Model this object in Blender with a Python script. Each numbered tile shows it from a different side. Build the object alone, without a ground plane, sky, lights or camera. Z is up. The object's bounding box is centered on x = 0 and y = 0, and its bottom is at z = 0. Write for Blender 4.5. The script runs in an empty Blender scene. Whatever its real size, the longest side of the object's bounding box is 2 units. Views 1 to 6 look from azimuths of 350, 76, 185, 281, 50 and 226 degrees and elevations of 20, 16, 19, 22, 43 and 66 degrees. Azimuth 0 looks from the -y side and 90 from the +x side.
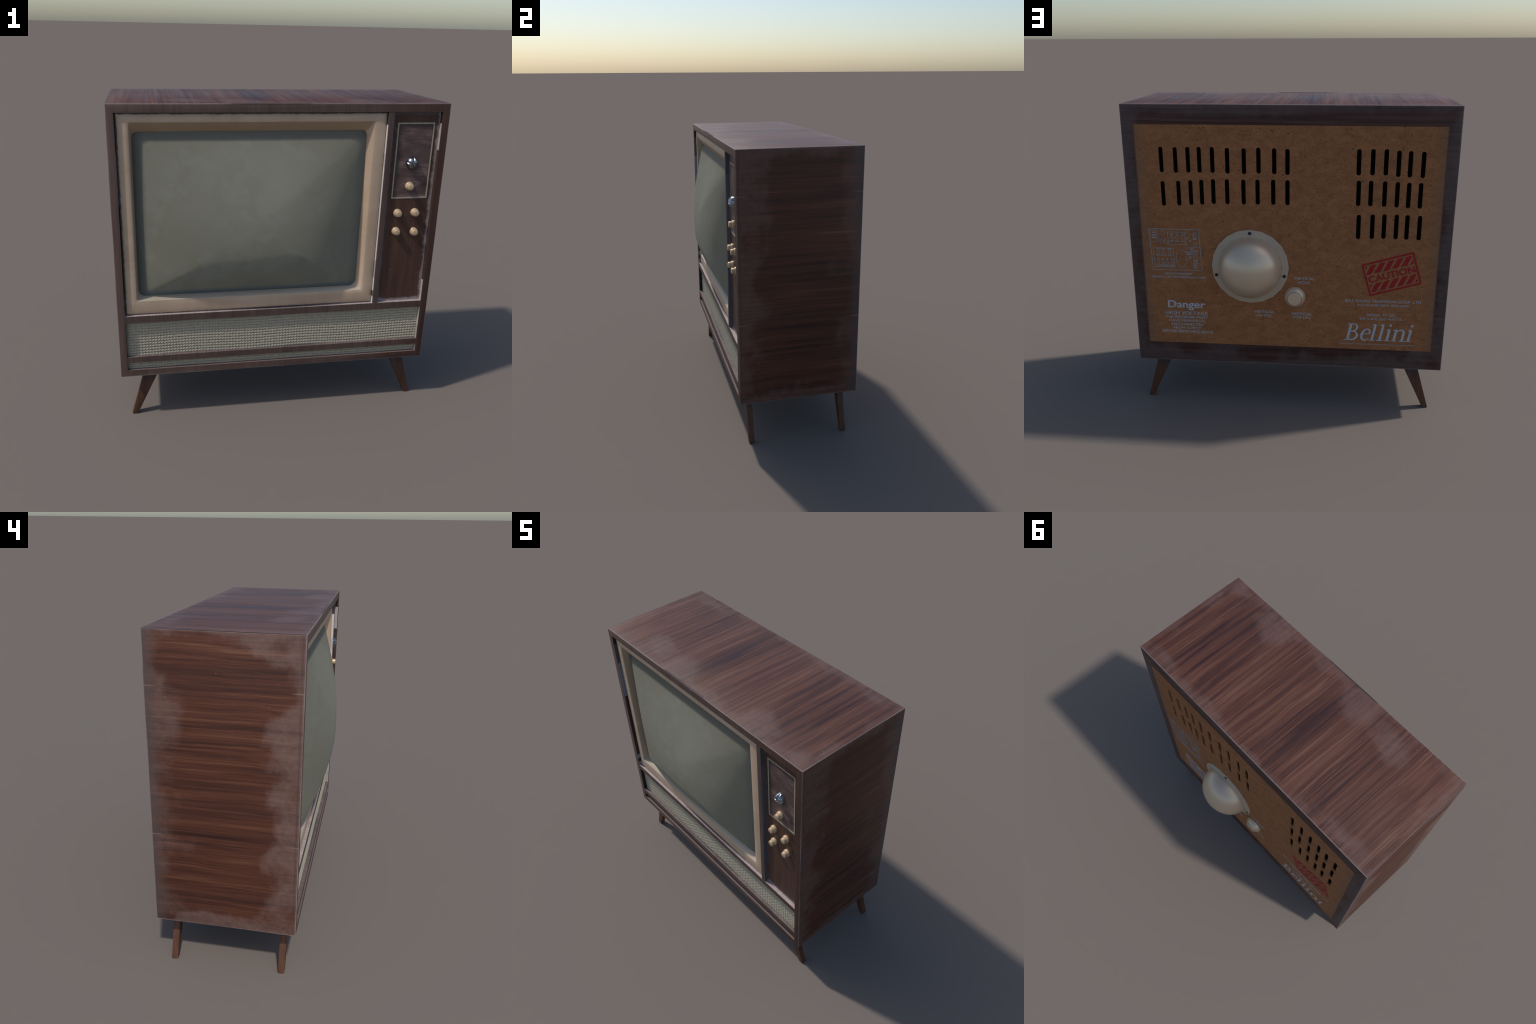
"""Mid-century wooden console television on four splayed legs."""
import bpy, bmesh, math, random
from mathutils import Vector, Matrix, noise as mnoise

random.seed(7)
SC = bpy.context.scene.collection

# ------------------------------------------------------------------ sizes
W = 0.9965                      # half width of the cabinet
YF, YB = -0.4505, 0.3665        # front and back planes
ZB, ZT = 0.3175, 1.9975         # underside and top of the cabinet
XI = 0.9520                     # inner half width of the front frame
Z_TOP, Z_BOT = 1.9480, 0.3610   # front frame opening
DIV0, DIV1 = 0.6180, 0.6510     # upright between screen and controls
RAIL_A = (0.6870, 0.7320)       # rail under the screen
RAIL_B = (0.4125, 0.4535)       # rail under the loudspeaker cloth
Y_REC = -0.4260                 # depth of the recessed fronts
BOARD = (-0.9255, 0.9235, 0.4505, 1.8795)   # back board x0,x1,z0,z1


# ------------------------------------------------------------------ node helper
class Nodes:
    def __init__(self, name):
        self.mat = bpy.data.materials.new(name)
        self.mat.use_nodes = True
        self.t = self.mat.node_tree
        self.n, self.l = self.t.nodes, self.t.links
        self.bsdf = self.n["Principled BSDF"]
        self.co = self.n.new("ShaderNodeTexCoord").outputs["Object"]
        self.x, self.y, self.z = self.split(self.co)

    def put(self, sock, v):
        if isinstance(v, bpy.types.NodeSocket):
            self.l.new(v, sock)
        elif isinstance(v, (tuple, list)) and len(v) == 3 and sock.type == "RGBA":
            sock.default_value = (*v, 1)
        else:
            sock.default_value = v

    def split(self, v):
        s = self.n.new("ShaderNodeSeparateXYZ")
        self.put(s.inputs[0], v)
        return s.outputs[0], s.outputs[1], s.outputs[2]

    def vec(self, x, y, z):
        s = self.n.new("ShaderNodeCombineXYZ")
        for i, v in enumerate((x, y, z)):
            self.put(s.inputs[i], v)
        return s.outputs[0]

    def m(self, op, a, b=0.0, clamp=False):
        s = self.n.new("ShaderNodeMath")
        s.operation = op
        s.use_clamp = clamp
        self.put(s.inputs[0], a)
        self.put(s.inputs[1], b)
        return s.outputs[0]

    def add(self, a, b): return self.m("ADD", a, b)
    def sub(self, a, b): return self.m("SUBTRACT", a, b)
    def mul(self, a, b): return self.m("MULTIPLY", a, b)
    def mn(self, a, b): return self.m("MINIMUM", a, b)
    def mx(self, a, b): return self.m("MAXIMUM", a, b)

    def step(self, v, lo, hi, a=0.0, b=1.0):
        s = self.n.new("ShaderNodeMapRange")
        s.interpolation_type = "SMOOTHSTEP"
        for i, q in enumerate((v, lo, hi, a, b)):
            self.put(s.inputs[i], q)
        return s.outputs[0]

    def lin(self, v, lo, hi, a=0.0, b=1.0):
        s = self.n.new("ShaderNodeMapRange")
        for i, q in enumerate((v, lo, hi, a, b)):
            self.put(s.inputs[i], q)
        return s.outputs[0]

    def noise(self, scale=(1, 1, 1), detail=4.0, rough=0.55, dist=0.0, off=(0, 0, 0), vec=None):
        mp = self.n.new("ShaderNodeMapping")
        self.put(mp.inputs[0], vec or self.co)
        mp.inputs["Scale"].default_value = scale
        mp.inputs["Location"].default_value = off
        s = self.n.new("ShaderNodeTexNoise")
        self.l.new(mp.outputs[0], s.inputs["Vector"])
        s.inputs["Scale"].default_value = 1.0
        s.inputs["Detail"].default_value = detail
        s.inputs["Roughness"].default_value = rough
        s.inputs["Distortion"].default_value = dist
        return s.outputs["Fac"]

    def ramp(self, v, stops, kind="LINEAR"):
        s = self.n.new("ShaderNodeValToRGB")
        s.color_ramp.interpolation = kind
        el = s.color_ramp.elements
        while len(el) < len(stops):
            el.new(0.5)
        for e, (p, c) in zip(el, stops):
            e.position = p
            e.color = (*c, 1)
        self.put(s.inputs[0], v)
        return s.outputs["Color"]

    def mix(self, f, a, b, kind="MIX"):
        s = self.n.new("ShaderNodeMix")
        s.data_type = "RGBA"
        s.blend_type = kind
        self.put(s.inputs[0], f)
        self.put(s.inputs[6], a)
        self.put(s.inputs[7], b)
        return s.outputs[2]

    def normal(self):
        g = self.n.new("ShaderNodeNewGeometry")
        vt = self.n.new("ShaderNodeVectorTransform")
        vt.vector_type, vt.convert_from, vt.convert_to = "NORMAL", "WORLD", "OBJECT"
        self.l.new(g.outputs["True Normal"], vt.inputs[0])
        return self.split(vt.outputs[0])

    def edge(self, radius=0.004):
        """1 on sharp edges, 0 on flats (rounded normal against true normal)."""
        b = self.n.new("ShaderNodeBevel")
        b.samples = 4
        b.inputs["Radius"].default_value = radius
        g = self.n.new("ShaderNodeNewGeometry")
        d = self.n.new("ShaderNodeVectorMath")
        d.operation = "DOT_PRODUCT"
        self.l.new(b.outputs[0], d.inputs[0])
        self.l.new(g.outputs["Normal"], d.inputs[1])
        return self.step(d.outputs["Value"], 0.995, 0.80)

    def bump(self, h, strength=0.2, dist=0.002):
        b = self.n.new("ShaderNodeBump")
        b.inputs["Strength"].default_value = strength
        b.inputs["Distance"].default_value = dist
        self.put(b.inputs["Height"], h)
        self.l.new(b.outputs[0], self.bsdf.inputs["Normal"])

    def done(self, color, rough=0.5, metal=0.0, spec=0.5):
        self.put(self.bsdf.inputs["Base Color"], color)
        self.put(self.bsdf.inputs["Roughness"], rough)
        self.put(self.bsdf.inputs["Metallic"], metal)
        self.put(self.bsdf.inputs["Specular IOR Level"], spec)
        return self.mat


# ------------------------------------------------------------------ materials
def grain(k, axis, seed, dens=1.0):
    """Streaky veneer figure running along one axis; returns a 0..1 value."""
    def sc(across, along):
        s = [across] * 3
        s[axis] = along
        return tuple(s)
    o = (seed, seed * 1.7, seed * 0.6)
    broad = k.noise(sc(9 * dens, 0.9), 4, 0.55, 0.55, o)
    mid = k.noise(sc(34 * dens, 1.8), 3, 0.55, 0.35, o)
    fine = k.noise(sc(120 * dens, 3.0), 3, 0.6, 0.15, o)
    v = k.add(k.mul(broad, 0.55), k.add(k.mul(mid, 0.33), k.mul(fine, 0.22)))
    return k.lin(v, 0.36, 0.74)


def wood_cabinet():
    """Walnut veneer of the shell: figure direction and wear by the face it is on."""
    k = Nodes("walnut_veneer")
    nx, ny, nz = k.normal()
    wav = k.noise((1.6, 1.6, 1.6), 2, 0.5)
    warp = k.mul(k.sub(wav, 0.5), 0.03)
    bent = k.vec(k.add(k.x, warp), k.y, k.add(k.z, warp))

    def streak(axis, off):
        def sc(a, b):
            s = [a] * 3
            s[axis] = b
            return tuple(s)
        b = k.noise(sc(8.0, 0.8), 3, 0.5, 0.0, off, bent)
        m_ = k.noise(sc(40, 0.8), 3, 0.6, 0.0, off, bent)
        f = k.noise(sc(150, 1.2), 3, 0.7, 0.0, off, bent)
        return f, k.lin(k.add(k.mul(b, 0.28), k.add(k.mul(m_, 0.42), k.mul(f, 0.42))), 0.42, 0.72)

    by, gy = streak(1, (3.1, 0.4, 1.3))       # top and sides, front to back
    bx, gx = streak(0, (0.7, 2.2, 5.1))       # back, side to side
    side = k.ramp(gy, [(0.0, (0.032, 0.012, 0.009)), (0.25, (0.056, 0.020, 0.013)), (0.5, (0.081, 0.028, 0.016)),
                       (0.75, (0.108, 0.039, 0.021)), (1.0, (0.158, 0.068, 0.039))])
    top = k.ramp(k.lin(gy, 0.10, 0.88), [(0.0, (0.038, 0.016, 0.015)), (0.25, (0.064, 0.025, 0.019)), (0.5, (0.094, 0.036, 0.023)),
                      (0.78, (0.122, 0.050, 0.032)), (1.0, (0.155, 0.074, 0.051))])
    back = k.ramp(gx, [(0.0, (0.036, 0.015, 0.012)), (0.4, (0.062, 0.029, 0.023)), (1.0, (0.110, 0.062, 0.051))])
    # front edges: short vertical bars on the horizontals, plain on the uprights
    bars = k.noise((60, 0.5, 1.5), 3, 0.6, 0.0, (4, 1, 2))
    bars2 = k.noise((9, 0.5, 1.0), 3, 0.6, 0.0, (1, 6, 2))
    fb = k.lin(k.add(k.mul(bars, 0.5), k.mul(bars2, 0.5)), 0.32, 0.72)
    frontp = k.ramp(fb, [(0.0, (0.068, 0.039, 0.031)), (0.5, (0.098, 0.061, 0.049)), (1.0, (0.128, 0.083, 0.066))])
    frontr = k.ramp(fb, [(0.0, (0.055, 0.025, 0.019)), (0.5, (0.075, 0.036, 0.025)), (1.0, (0.098, 0.050, 0.034))])
    upright = k.step(k.m("ABSOLUTE", k.x), 0.945, 0.955)
    ub = k.noise((60, 1, 3.0), 3, 0.5, 0.0, (8, 1, 2))
    left_up = k.ramp(ub, [(0.3, (0.088, 0.053, 0.043)), (0.7, (0.114, 0.072, 0.058))])
    right_up = k.ramp(ub, [(0.3, (0.060, 0.026, 0.018)), (0.7, (0.086, 0.041, 0.029))])
    right = k.step(k.x, 0.35, 0.90)
    front = k.mix(upright, k.mix(right, frontp, frontr), k.mix(k.m("GREATER_THAN", k.x, 0.0), left_up, right_up))

    is_top = k.m("GREATER_THAN", k.m("ABSOLUTE", nz), 0.6)
    is_front = k.m("LESS_THAN", ny, -0.6)
    is_back = k.m("GREATER_THAN", ny, 0.6)
    is_side = k.m("GREATER_THAN", k.m("ABSOLUTE", nx), 0.6)
    col = k.mix(is_top, side, top)
    col = k.mix(is_front, col, front)
    col = k.mix(is_back, col, back)

    inner = k.mul(k.mul(is_top, k.m("LESS_THAN", k.z, 0.5)), k.m("LESS_THAN", k.y, -0.2))
    col = k.mix(inner, col, (0.17, 0.125, 0.115))
    # hazy wear creeping in from the edges, in cloudy patches
    dF = k.sub(k.y, YF)
    dB = k.sub(YB, k.y)
    dT = k.sub(ZT, k.z)
    dL = k.sub(k.z, ZB)
    dX = k.sub(W, k.m("ABSOLUTE", k.x))
    big = k.noise((3.4, 3.4, 3.4), 2, 0.5, 0.0, (2, 7, 1))
    cloud = k.noise((9, 9, 9), 7, 0.66, 0.3, (5, 1, 3))
    wob = k.add(k.mul(k.sub(big, 0.5), 4.6), k.mul(k.sub(cloud, 0.5), 2.4))

    def haze(d, width, soft, bias=0.0):
        return k.step(k.add(k.m("DIVIDE", d, width), k.add(wob, bias)), 1.0 + soft, 1.0 - soft)
    h_side = k.mx(k.mx(haze(dF, 0.150, 0.55, 0.42), k.mul(haze(dB, 0.13, 0.7, 0.22), 0.85)), k.mx(haze(dT, 0.10, 0.45, 0.35), haze(dL, 0.075, 0.45, 0.35)))
    h_side = k.mul(h_side, k.step(k.x, -0.5, 0.5, 0.95, 0.6))  # pale haze toned down on +x, where that side lies in shade
    h_top = k.mx(k.mul(haze(dF, 0.07, 0.6, 0.3), 0.6), k.mx(k.mul(haze(dB, 0.06, 0.5, 0.45), 0.7), k.mul(haze(dX, 0.06, 0.5, 0.4), 0.7)))
    # broad rubbed patches: x, y, reach in x, reach in y
    for px, py, rx, ry in ((-0.22, -0.36, 0.17, 0.12), (-0.52, -0.33, 0.16, 0.13), (0.55, -0.38, 0.14, 0.12),
                           (0.90, -0.40, 0.13, 0.08), (-0.74, 0.30, 0.22, 0.09), (0.80, 0.30, 0.13, 0.08)):
        ex = k.m("DIVIDE", k.sub(k.x, px), rx)
        ey = k.m("DIVIDE", k.sub(k.y, py), ry)
        rr = k.m("SQRT", k.add(k.mul(ex, ex), k.mul(ey, ey)))
        h_top = k.mx(h_top, k.mul(k.step(k.add(rr, k.mul(wob, 0.55)), 1.25, 0.35), 0.85))
    h_back = k.mx(k.mul(haze(dX, 0.07, 0.7, 0.0), 0.9), k.mx(k.mul(haze(dT, 0.05, 0.8), 0.7), k.mul(haze(dL, 0.10, 0.5, 0.1), 0.9)))
    haze_f = k.add(k.add(k.mul(is_side, h_side), k.mul(is_top, h_top)), k.mul(is_back, h_back))
    grit = k.noise((24, 24, 24), 5, 0.65, 0.2, (9, 2, 4))
    strength = k.mul(haze_f, k.add(k.step(grit, 0.25, 0.7, 0.38, 0.68), k.mul(k.sub(gy, 0.5), 0.22)))
    pale = k.mix(is_back, k.mix(is_top, (0.190, 0.122, 0.104), (0.165, 0.102, 0.087)), (0.118, 0.094, 0.090))
    col = k.mix(strength, col, pale)
    # greyer, darker margin along the rear of the sides
    rear = k.mul(is_side, k.step(k.add(dB, k.mul(k.sub(gy, 0.5), 0.03)), 0.085, 0.0))
    col = k.mix(k.mul(rear, 0.55), col, (0.075, 0.062, 0.064))
    seam = k.mul(is_side, k.mul(k.step(dF, 0.011, 0.014), k.step(dF, 0.026, 0.019)))
    col = k.mix(k.mul(seam, 0.45), col, (0.062, 0.038, 0.036))
    # two faint scored lines across the ends of the side panels
    for zz in (1.7127, 0.876):
        ln = k.mul(k.step(k.m("ABSOLUTE", k.sub(k.z, zz)), 0.005, 0.001), k.step(k.mn(dF, dB), 0.075, 0.03))
        col = k.mix(k.mul(k.mul(ln, is_side), 0.5), col, (0.30, 0.19, 0.14))
    # specks
    sp = k.noise((60, 60, 60), 2, 0.5, 0.0, (3, 3, 8))
    col = k.mix(k.mul(k.step(sp, 0.72, 0.80), 0.35), col, (0.28, 0.22, 0.20))
    # edge highlight painted pale: where two of the three distances to the faces are small
    a_, b_, c_ = dX, k.mn(dF, dB), k.mn(dT, dL)
    med = k.mx(k.mn(a_, b_), k.mn(k.mx(a_, b_), c_))
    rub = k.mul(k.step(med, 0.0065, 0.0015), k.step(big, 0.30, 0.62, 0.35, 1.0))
    col = k.mix(k.mul(rub, 0.55), col, (0.34, 0.29, 0.28))
    k.bump(gy, 0.10, 0.001)
    return k.done(col, k.lin(by, 0.36, 0.62, 0.40, 0.62), spec=k.mix(is_back, (0.36,) * 3, (0.18,) * 3))


def wood_bar():
    """Rails and upright of the front: barred edge grain, worn pale on top."""
    k = Nodes("front_rail_wood")
    nx, ny, nz = k.normal()
    bars = k.noise((60, 0.5, 1.5), 3, 0.6, 0.0, (4, 3, 2))
    bars2 = k.noise((11, 0.5, 1.0), 3, 0.6, 0.0, (1, 6, 2))
    fb = k.lin(k.add(k.mul(bars, 0.55), k.mul(bars2, 0.5)), 0.35, 0.72)
    a = k.ramp(fb, [(0.0, (0.062, 0.036, 0.032)), (0.5, (0.092, 0.057, 0.046)), (1.0, (0.122, 0.079, 0.063))])
    b = k.ramp(fb, [(0.0, (0.050, 0.022, 0.016)), (0.5, (0.076, 0.038, 0.028)), (1.0, (0.100, 0.055, 0.038))])
    col = k.mix(k.step(k.x, 0.6, 0.95), a, b)
    ledge = k.m("GREATER_THAN", nz, 0.6)
    worn = k.ramp(fb, [(0.0, (0.30, 0.235, 0.22)), (1.0, (0.48, 0.40, 0.38))])
    worn2 = k.ramp(fb, [(0.0, (0.10, 0.07, 0.065)), (1.0, (0.20, 0.15, 0.14))])
    col = k.mix(ledge, col, k.mix(k.m("GREATER_THAN", k.z, 0.6), worn2, worn))
    dirty = k.step(k.m("ABSOLUTE", k.add(k.x, -0.02)), 0.34, 0.12)
    dirty = k.mul(k.mul(dirty, ledge), k.step(k.add(k.y, k.mul(k.sub(bars2, 0.5), 0.02)), -0.440, -0.432))
    col = k.mix(k.mul(dirty, 0.75), col, (0.05, 0.05, 0.065))
    col = k.mix(k.mul(k.edge(0.004), 0.45), col, (0.30, 0.27, 0.28))  # bluish-white glint tinted onto the sharp edges
    return k.done(col, 0.55, spec=0.4)


def wood_panel():
    """Dark control panel, upright grain, dull rubbed plate inside the inlay."""
    k = Nodes("control_panel_veneer")
    g = grain(k, 2, 2.0, 1.0)
    col = k.ramp(g, [(0.0, (0.036, 0.015, 0.011)), (0.5, (0.068, 0.030, 0.019)), (1.0, (0.108, 0.054, 0.034))])
    smear = k.noise((6, 1, 22), 5, 0.6, 0.6, (1, 2, 3))
    plate = k.ramp(smear, [(0.34, (0.066, 0.038, 0.035)), (0.52, (0.112, 0.068, 0.061)), (0.66, (0.20, 0.128, 0.114))])
    inx = k.mul(k.step(k.x, 0.692, 0.722), k.step(k.x, 0.914, 0.900))
    inz = k.mul(k.step(k.z, 1.427, 1.432), k.step(k.z, 1.879, 1.850))
    inside = k.mul(k.mul(k.m("GREATER_THAN", k.x, 0.692), k.m("LESS_THAN", k.x, 0.914)),
                   k.mul(k.m("GREATER_THAN", k.z, 1.427), k.m("LESS_THAN", k.z, 1.879)))
    shade = k.mul(inx, inz)
    col = k.mix(inside, col, k.mix(shade, (0.050, 0.032, 0.030), plate))
    wob = k.mul(k.sub(k.noise((22, 22, 22), 5, 0.65, 0.3, (5, 5, 1)), 0.5), 0.05)
    dl = k.add(k.sub(k.x, 0.655), wob)
    dr = k.add(k.sub(0.950, k.x), wob)
    db = k.add(k.sub(k.z, 0.736), wob)
    dt = k.add(k.sub(1.945, k.z), wob)
    frayL = k.mul(k.step(k.mn(dl, dt), 0.020, 0.004), 0.5)
    frayR = k.mul(k.step(k.mn(dr, db), 0.022, 0.002), 0.8)
    col = k.mix(frayL, col, (0.135, 0.135, 0.150))
    col = k.mix(frayR, col, (0.34, 0.28, 0.28))
    spk = k.step(k.noise((30, 30, 30), 4, 0.6, 0.0, (2, 9, 9)), 0.62, 0.75)
    col = k.mix(k.mul(spk, 0.22), col, (0.30, 0.25, 0.24))
    return k.done(col, 0.52, spec=0.4)


def wood_leg():
    k = Nodes("leg_walnut")
    g = grain(k, 2, 4.0, 1.3)
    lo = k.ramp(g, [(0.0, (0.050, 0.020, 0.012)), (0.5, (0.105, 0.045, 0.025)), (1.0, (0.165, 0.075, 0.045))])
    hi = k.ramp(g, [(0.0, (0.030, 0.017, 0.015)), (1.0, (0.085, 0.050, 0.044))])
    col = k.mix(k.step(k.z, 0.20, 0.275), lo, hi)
    col = k.mix(k.mul(k.edge(0.003), 0.3), col, (0.20, 0.11, 0.08))
    return k.done(col, 0.5, spec=0.4)


def bezel_plastic():
    k = Nodes("aged_cream_plastic")
    n1 = k.noise((3.0, 3, 9.0), 3, 0.5, 0.3, (1, 4, 2))
    n2 = k.noise((9.0, 9, 2.0), 3, 0.5, 0.3, (6, 4, 2))
    col = k.ramp(k.mul(k.add(n1, n2), 0.5), [(0.35, (0.485, 0.345, 0.235)), (0.65, (0.590, 0.430, 0.305))])
    nx, ny, nz = k.normal()
    rub = k.step(k.add(k.noise((2.5, 2, 30), 3, 0.6, 0.2, (1, 1, 1)), k.mul(nz, 0.12)), 0.56, 0.68)
    col = k.mix(k.mul(rub, 0.35), col, (0.56, 0.48, 0.38))
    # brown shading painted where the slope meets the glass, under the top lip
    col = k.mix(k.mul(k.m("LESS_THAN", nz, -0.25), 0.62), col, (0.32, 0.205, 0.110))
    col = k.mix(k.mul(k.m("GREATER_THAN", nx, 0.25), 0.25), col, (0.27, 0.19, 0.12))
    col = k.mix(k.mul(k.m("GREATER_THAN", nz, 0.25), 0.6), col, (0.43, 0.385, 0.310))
    # ragged dark band at the outer edge
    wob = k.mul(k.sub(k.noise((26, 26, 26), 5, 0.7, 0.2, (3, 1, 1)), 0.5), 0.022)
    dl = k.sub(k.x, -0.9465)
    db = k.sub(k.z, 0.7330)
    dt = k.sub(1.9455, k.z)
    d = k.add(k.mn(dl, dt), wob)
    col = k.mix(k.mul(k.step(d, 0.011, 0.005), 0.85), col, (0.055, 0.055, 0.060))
    dbot = k.add(k.sub(db, 0.006), wob)
    col = k.mix(k.mul(k.step(dbot, 0.005, 0.000), 0.6), col, (0.11, 0.095, 0.105))
    return k.done(col, 0.5, spec=0.35)


def screen_glass():
    """Switched-off tube: grey-green with a mottled reflection painted in, darkened to the lower right."""
    k = Nodes("painted_reflection_tube")
    cl = k.noise((4.5, 1, 4.5), 7, 0.62, 0.8, (3, 0, 1))
    fine = k.noise((16, 4, 16), 6, 0.65, 0.6, (7, 0, 2))
    w = k.add(k.mul(k.sub(cl, 0.5), 0.34), k.mul(k.sub(fine, 0.5), 0.12))
    u = k.m("DIVIDE", k.add(k.x, 0.175), 0.687)
    v = k.m("DIVIDE", k.sub(k.z, 1.337), 0.498)
    # reflected glow upper centre and diagonal shade lower right, mixed into the colour
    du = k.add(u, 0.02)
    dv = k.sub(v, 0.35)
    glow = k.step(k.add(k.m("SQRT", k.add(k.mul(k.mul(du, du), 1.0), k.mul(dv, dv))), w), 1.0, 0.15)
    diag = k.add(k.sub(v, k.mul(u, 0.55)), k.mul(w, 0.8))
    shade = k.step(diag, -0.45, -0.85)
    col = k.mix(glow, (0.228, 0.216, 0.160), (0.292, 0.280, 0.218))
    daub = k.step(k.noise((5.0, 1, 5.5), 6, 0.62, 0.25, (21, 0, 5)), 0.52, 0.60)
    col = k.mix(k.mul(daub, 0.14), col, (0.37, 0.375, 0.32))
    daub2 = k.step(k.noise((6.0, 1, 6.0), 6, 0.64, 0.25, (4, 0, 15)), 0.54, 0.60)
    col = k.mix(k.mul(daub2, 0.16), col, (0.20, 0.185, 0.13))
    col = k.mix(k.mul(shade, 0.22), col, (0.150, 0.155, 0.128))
    tone = k.noise((2.4, 1, 2.4), 5, 0.6, 0.7, (11, 0, 5))
    col = k.mix(k.mul(k.step(tone, 0.45, 0.7), 0.35), col, (0.265, 0.245, 0.185))
    # dark vignette painted round the rim
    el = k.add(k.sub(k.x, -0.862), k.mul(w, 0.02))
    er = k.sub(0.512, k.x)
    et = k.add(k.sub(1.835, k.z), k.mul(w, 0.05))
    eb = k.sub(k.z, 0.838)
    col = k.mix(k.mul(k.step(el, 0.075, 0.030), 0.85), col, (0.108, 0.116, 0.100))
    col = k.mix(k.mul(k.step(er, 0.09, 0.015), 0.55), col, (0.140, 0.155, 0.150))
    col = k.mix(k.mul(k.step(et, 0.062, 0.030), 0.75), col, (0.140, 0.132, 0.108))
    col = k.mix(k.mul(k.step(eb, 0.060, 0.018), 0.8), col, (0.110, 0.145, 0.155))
    # pale and dark flecks
    fl = k.step(k.noise((30, 10, 30), 6, 0.7, 1.0, (1, 1, 1)), 0.60, 0.70)
    col = k.mix(k.mul(fl, 0.16), col, (0.40, 0.42, 0.38))
    dk = k.step(k.noise((55, 30, 55), 4, 0.6, 0.4, (5, 5, 1)), 0.68, 0.76)
    col = k.mix(k.mul(dk, 0.20), col, (0.12, 0.12, 0.09))
    # flatter shading than the steep low bulge alone would give
    g = k.n.new("ShaderNodeNewGeometry")
    mixv = k.n.new("ShaderNodeMix")
    mixv.data_type = "VECTOR"
    mixv.inputs[0].default_value = 0.60
    k.l.new(g.outputs["Normal"], mixv.inputs[4])
    mixv.inputs[5].default_value = (0, -1, 0)
    nm = k.n.new("ShaderNodeVectorMath")
    nm.operation = "NORMALIZE"
    k.l.new(mixv.outputs[1], nm.inputs[0])
    k.l.new(nm.outputs[0], k.bsdf.inputs["Normal"])
    return k.done(col, 0.68, spec=0.22)


def grille_cloth():
    k = Nodes("woven_speaker_cloth")
    g = k.n.new("ShaderNodeNewGeometry")
    h = k.lin(k.y, -0.4236, -0.4292)
    n = k.noise((90, 20, 90), 3, 0.6, 0.2)
    h = k.add(h, k.mul(k.sub(n, 0.5), 0.35))
    col = k.ramp(h, [(0.0, (0.215, 0.186, 0.132)), (0.16, (0.36, 0.320, 0.240)), (0.5, (0.44, 0.392, 0.296)), (1.0, (0.60, 0.535, 0.41))])  # shadows between threads coloured in by depth
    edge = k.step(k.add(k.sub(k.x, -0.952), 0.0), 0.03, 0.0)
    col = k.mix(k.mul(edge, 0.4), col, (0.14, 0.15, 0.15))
    return k.done(col, 0.8, spec=0.2)


def fibre_board():
    k = Nodes("pressed_fibre_board")
    f1 = k.noise((70, 40, 110), 6, 0.7, 0.4)
    f2 = k.noise((14, 14, 22), 4, 0.6, 0.6, (3, 3, 3))
    v = k.add(k.mul(f1, 0.6), k.mul(f2, 0.4))
    col = k.ramp(v, [(0.36, (0.215, 0.092, 0.039)), (0.50, (0.305, 0.133, 0.056)), (0.64, (0.390, 0.170, 0.071))])
    rust = k.step(k.noise((26, 26, 34), 4, 0.6, 0.5, (9, 1, 1)), 0.60, 0.75)
    col = k.mix(k.mul(rust, 0.5), col, (0.36, 0.13, 0.04))
    v1 = k.n.new("ShaderNodeTexVoronoi")
    mp = k.vec(k.mul(k.x, 30), 0.0, k.mul(k.z, 30))
    k.put(v1.inputs["Vector"], mp)
    v1.inputs["Scale"].default_value = 1.0
    rnd = k.split(v1.outputs["Color"])[0]
    dot = k.mul(k.step(k.add(v1.outputs["Distance"], k.mul(k.sub(f1, 0.5), 0.12)), 0.17, 0.08), k.m("GREATER_THAN", rnd, 0.50))
    col = k.mix(k.mul(dot, 0.75), col, (0.050, 0.028, 0.022))
    de = k.mn(k.sub(k.x, BOARD[0]), k.sub(BOARD[1], k.x))
    wob = k.mul(k.sub(k.noise((7, 7, 7), 3, 0.5), 0.5), 0.06)
    col = k.mix(k.step(k.add(de, wob), 0.085, 0.010, 0.0, 0.45), col, (0.185, 0.120, 0.080))
    col = k.mix(k.step(de, 0.012, 0.0, 0.0, 0.75), col, (0.075, 0.050, 0.045))
    k.bump(f1, 0.15, 0.001)
    return k.done(col, 0.75, spec=0.2)


def plain(name, color, rough=0.5, metal=0.0, var=0.12, scale=30.0, spec=0.4):
    k = Nodes(name)
    n = k.noise((scale,) * 3, 4, 0.6)
    lo = tuple(c * (1 - var) for c in color)
    hi = tuple(min(1, c * (1 + var)) for c in color)
    return k.done(k.ramp(n, [(0.3, lo), (0.7, hi)]), rough, metal, spec)


def liner(name, stops):
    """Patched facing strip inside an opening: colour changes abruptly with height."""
    k = Nodes(name)
    v = k.lin(k.z, 0.3, 2.0)
    n = k.noise((30, 30, 14), 4, 0.6)
    col = k.ramp(v, [((z - 0.3) / 1.7, c) for z, c in stops], "CONSTANT")
    col = k.mix(k.step(n, 0.35, 0.75, 0.0, 0.3), col, k.mix(0.5, col, (0.1, 0.1, 0.1)))
    return k.done(col, 0.6, spec=0.3)


def ink(name, color, fade):
    """Screen-printed ink, thin and broken where it has worn."""
    k = Nodes(name)
    n = k.noise((45, 45, 45), 5, 0.65)
    return k.done(k.mix(k.step(n, 0.35, 0.75, 0.0, fade), color, (0.23, 0.14, 0.09)), 0.7, spec=0.2)


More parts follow.
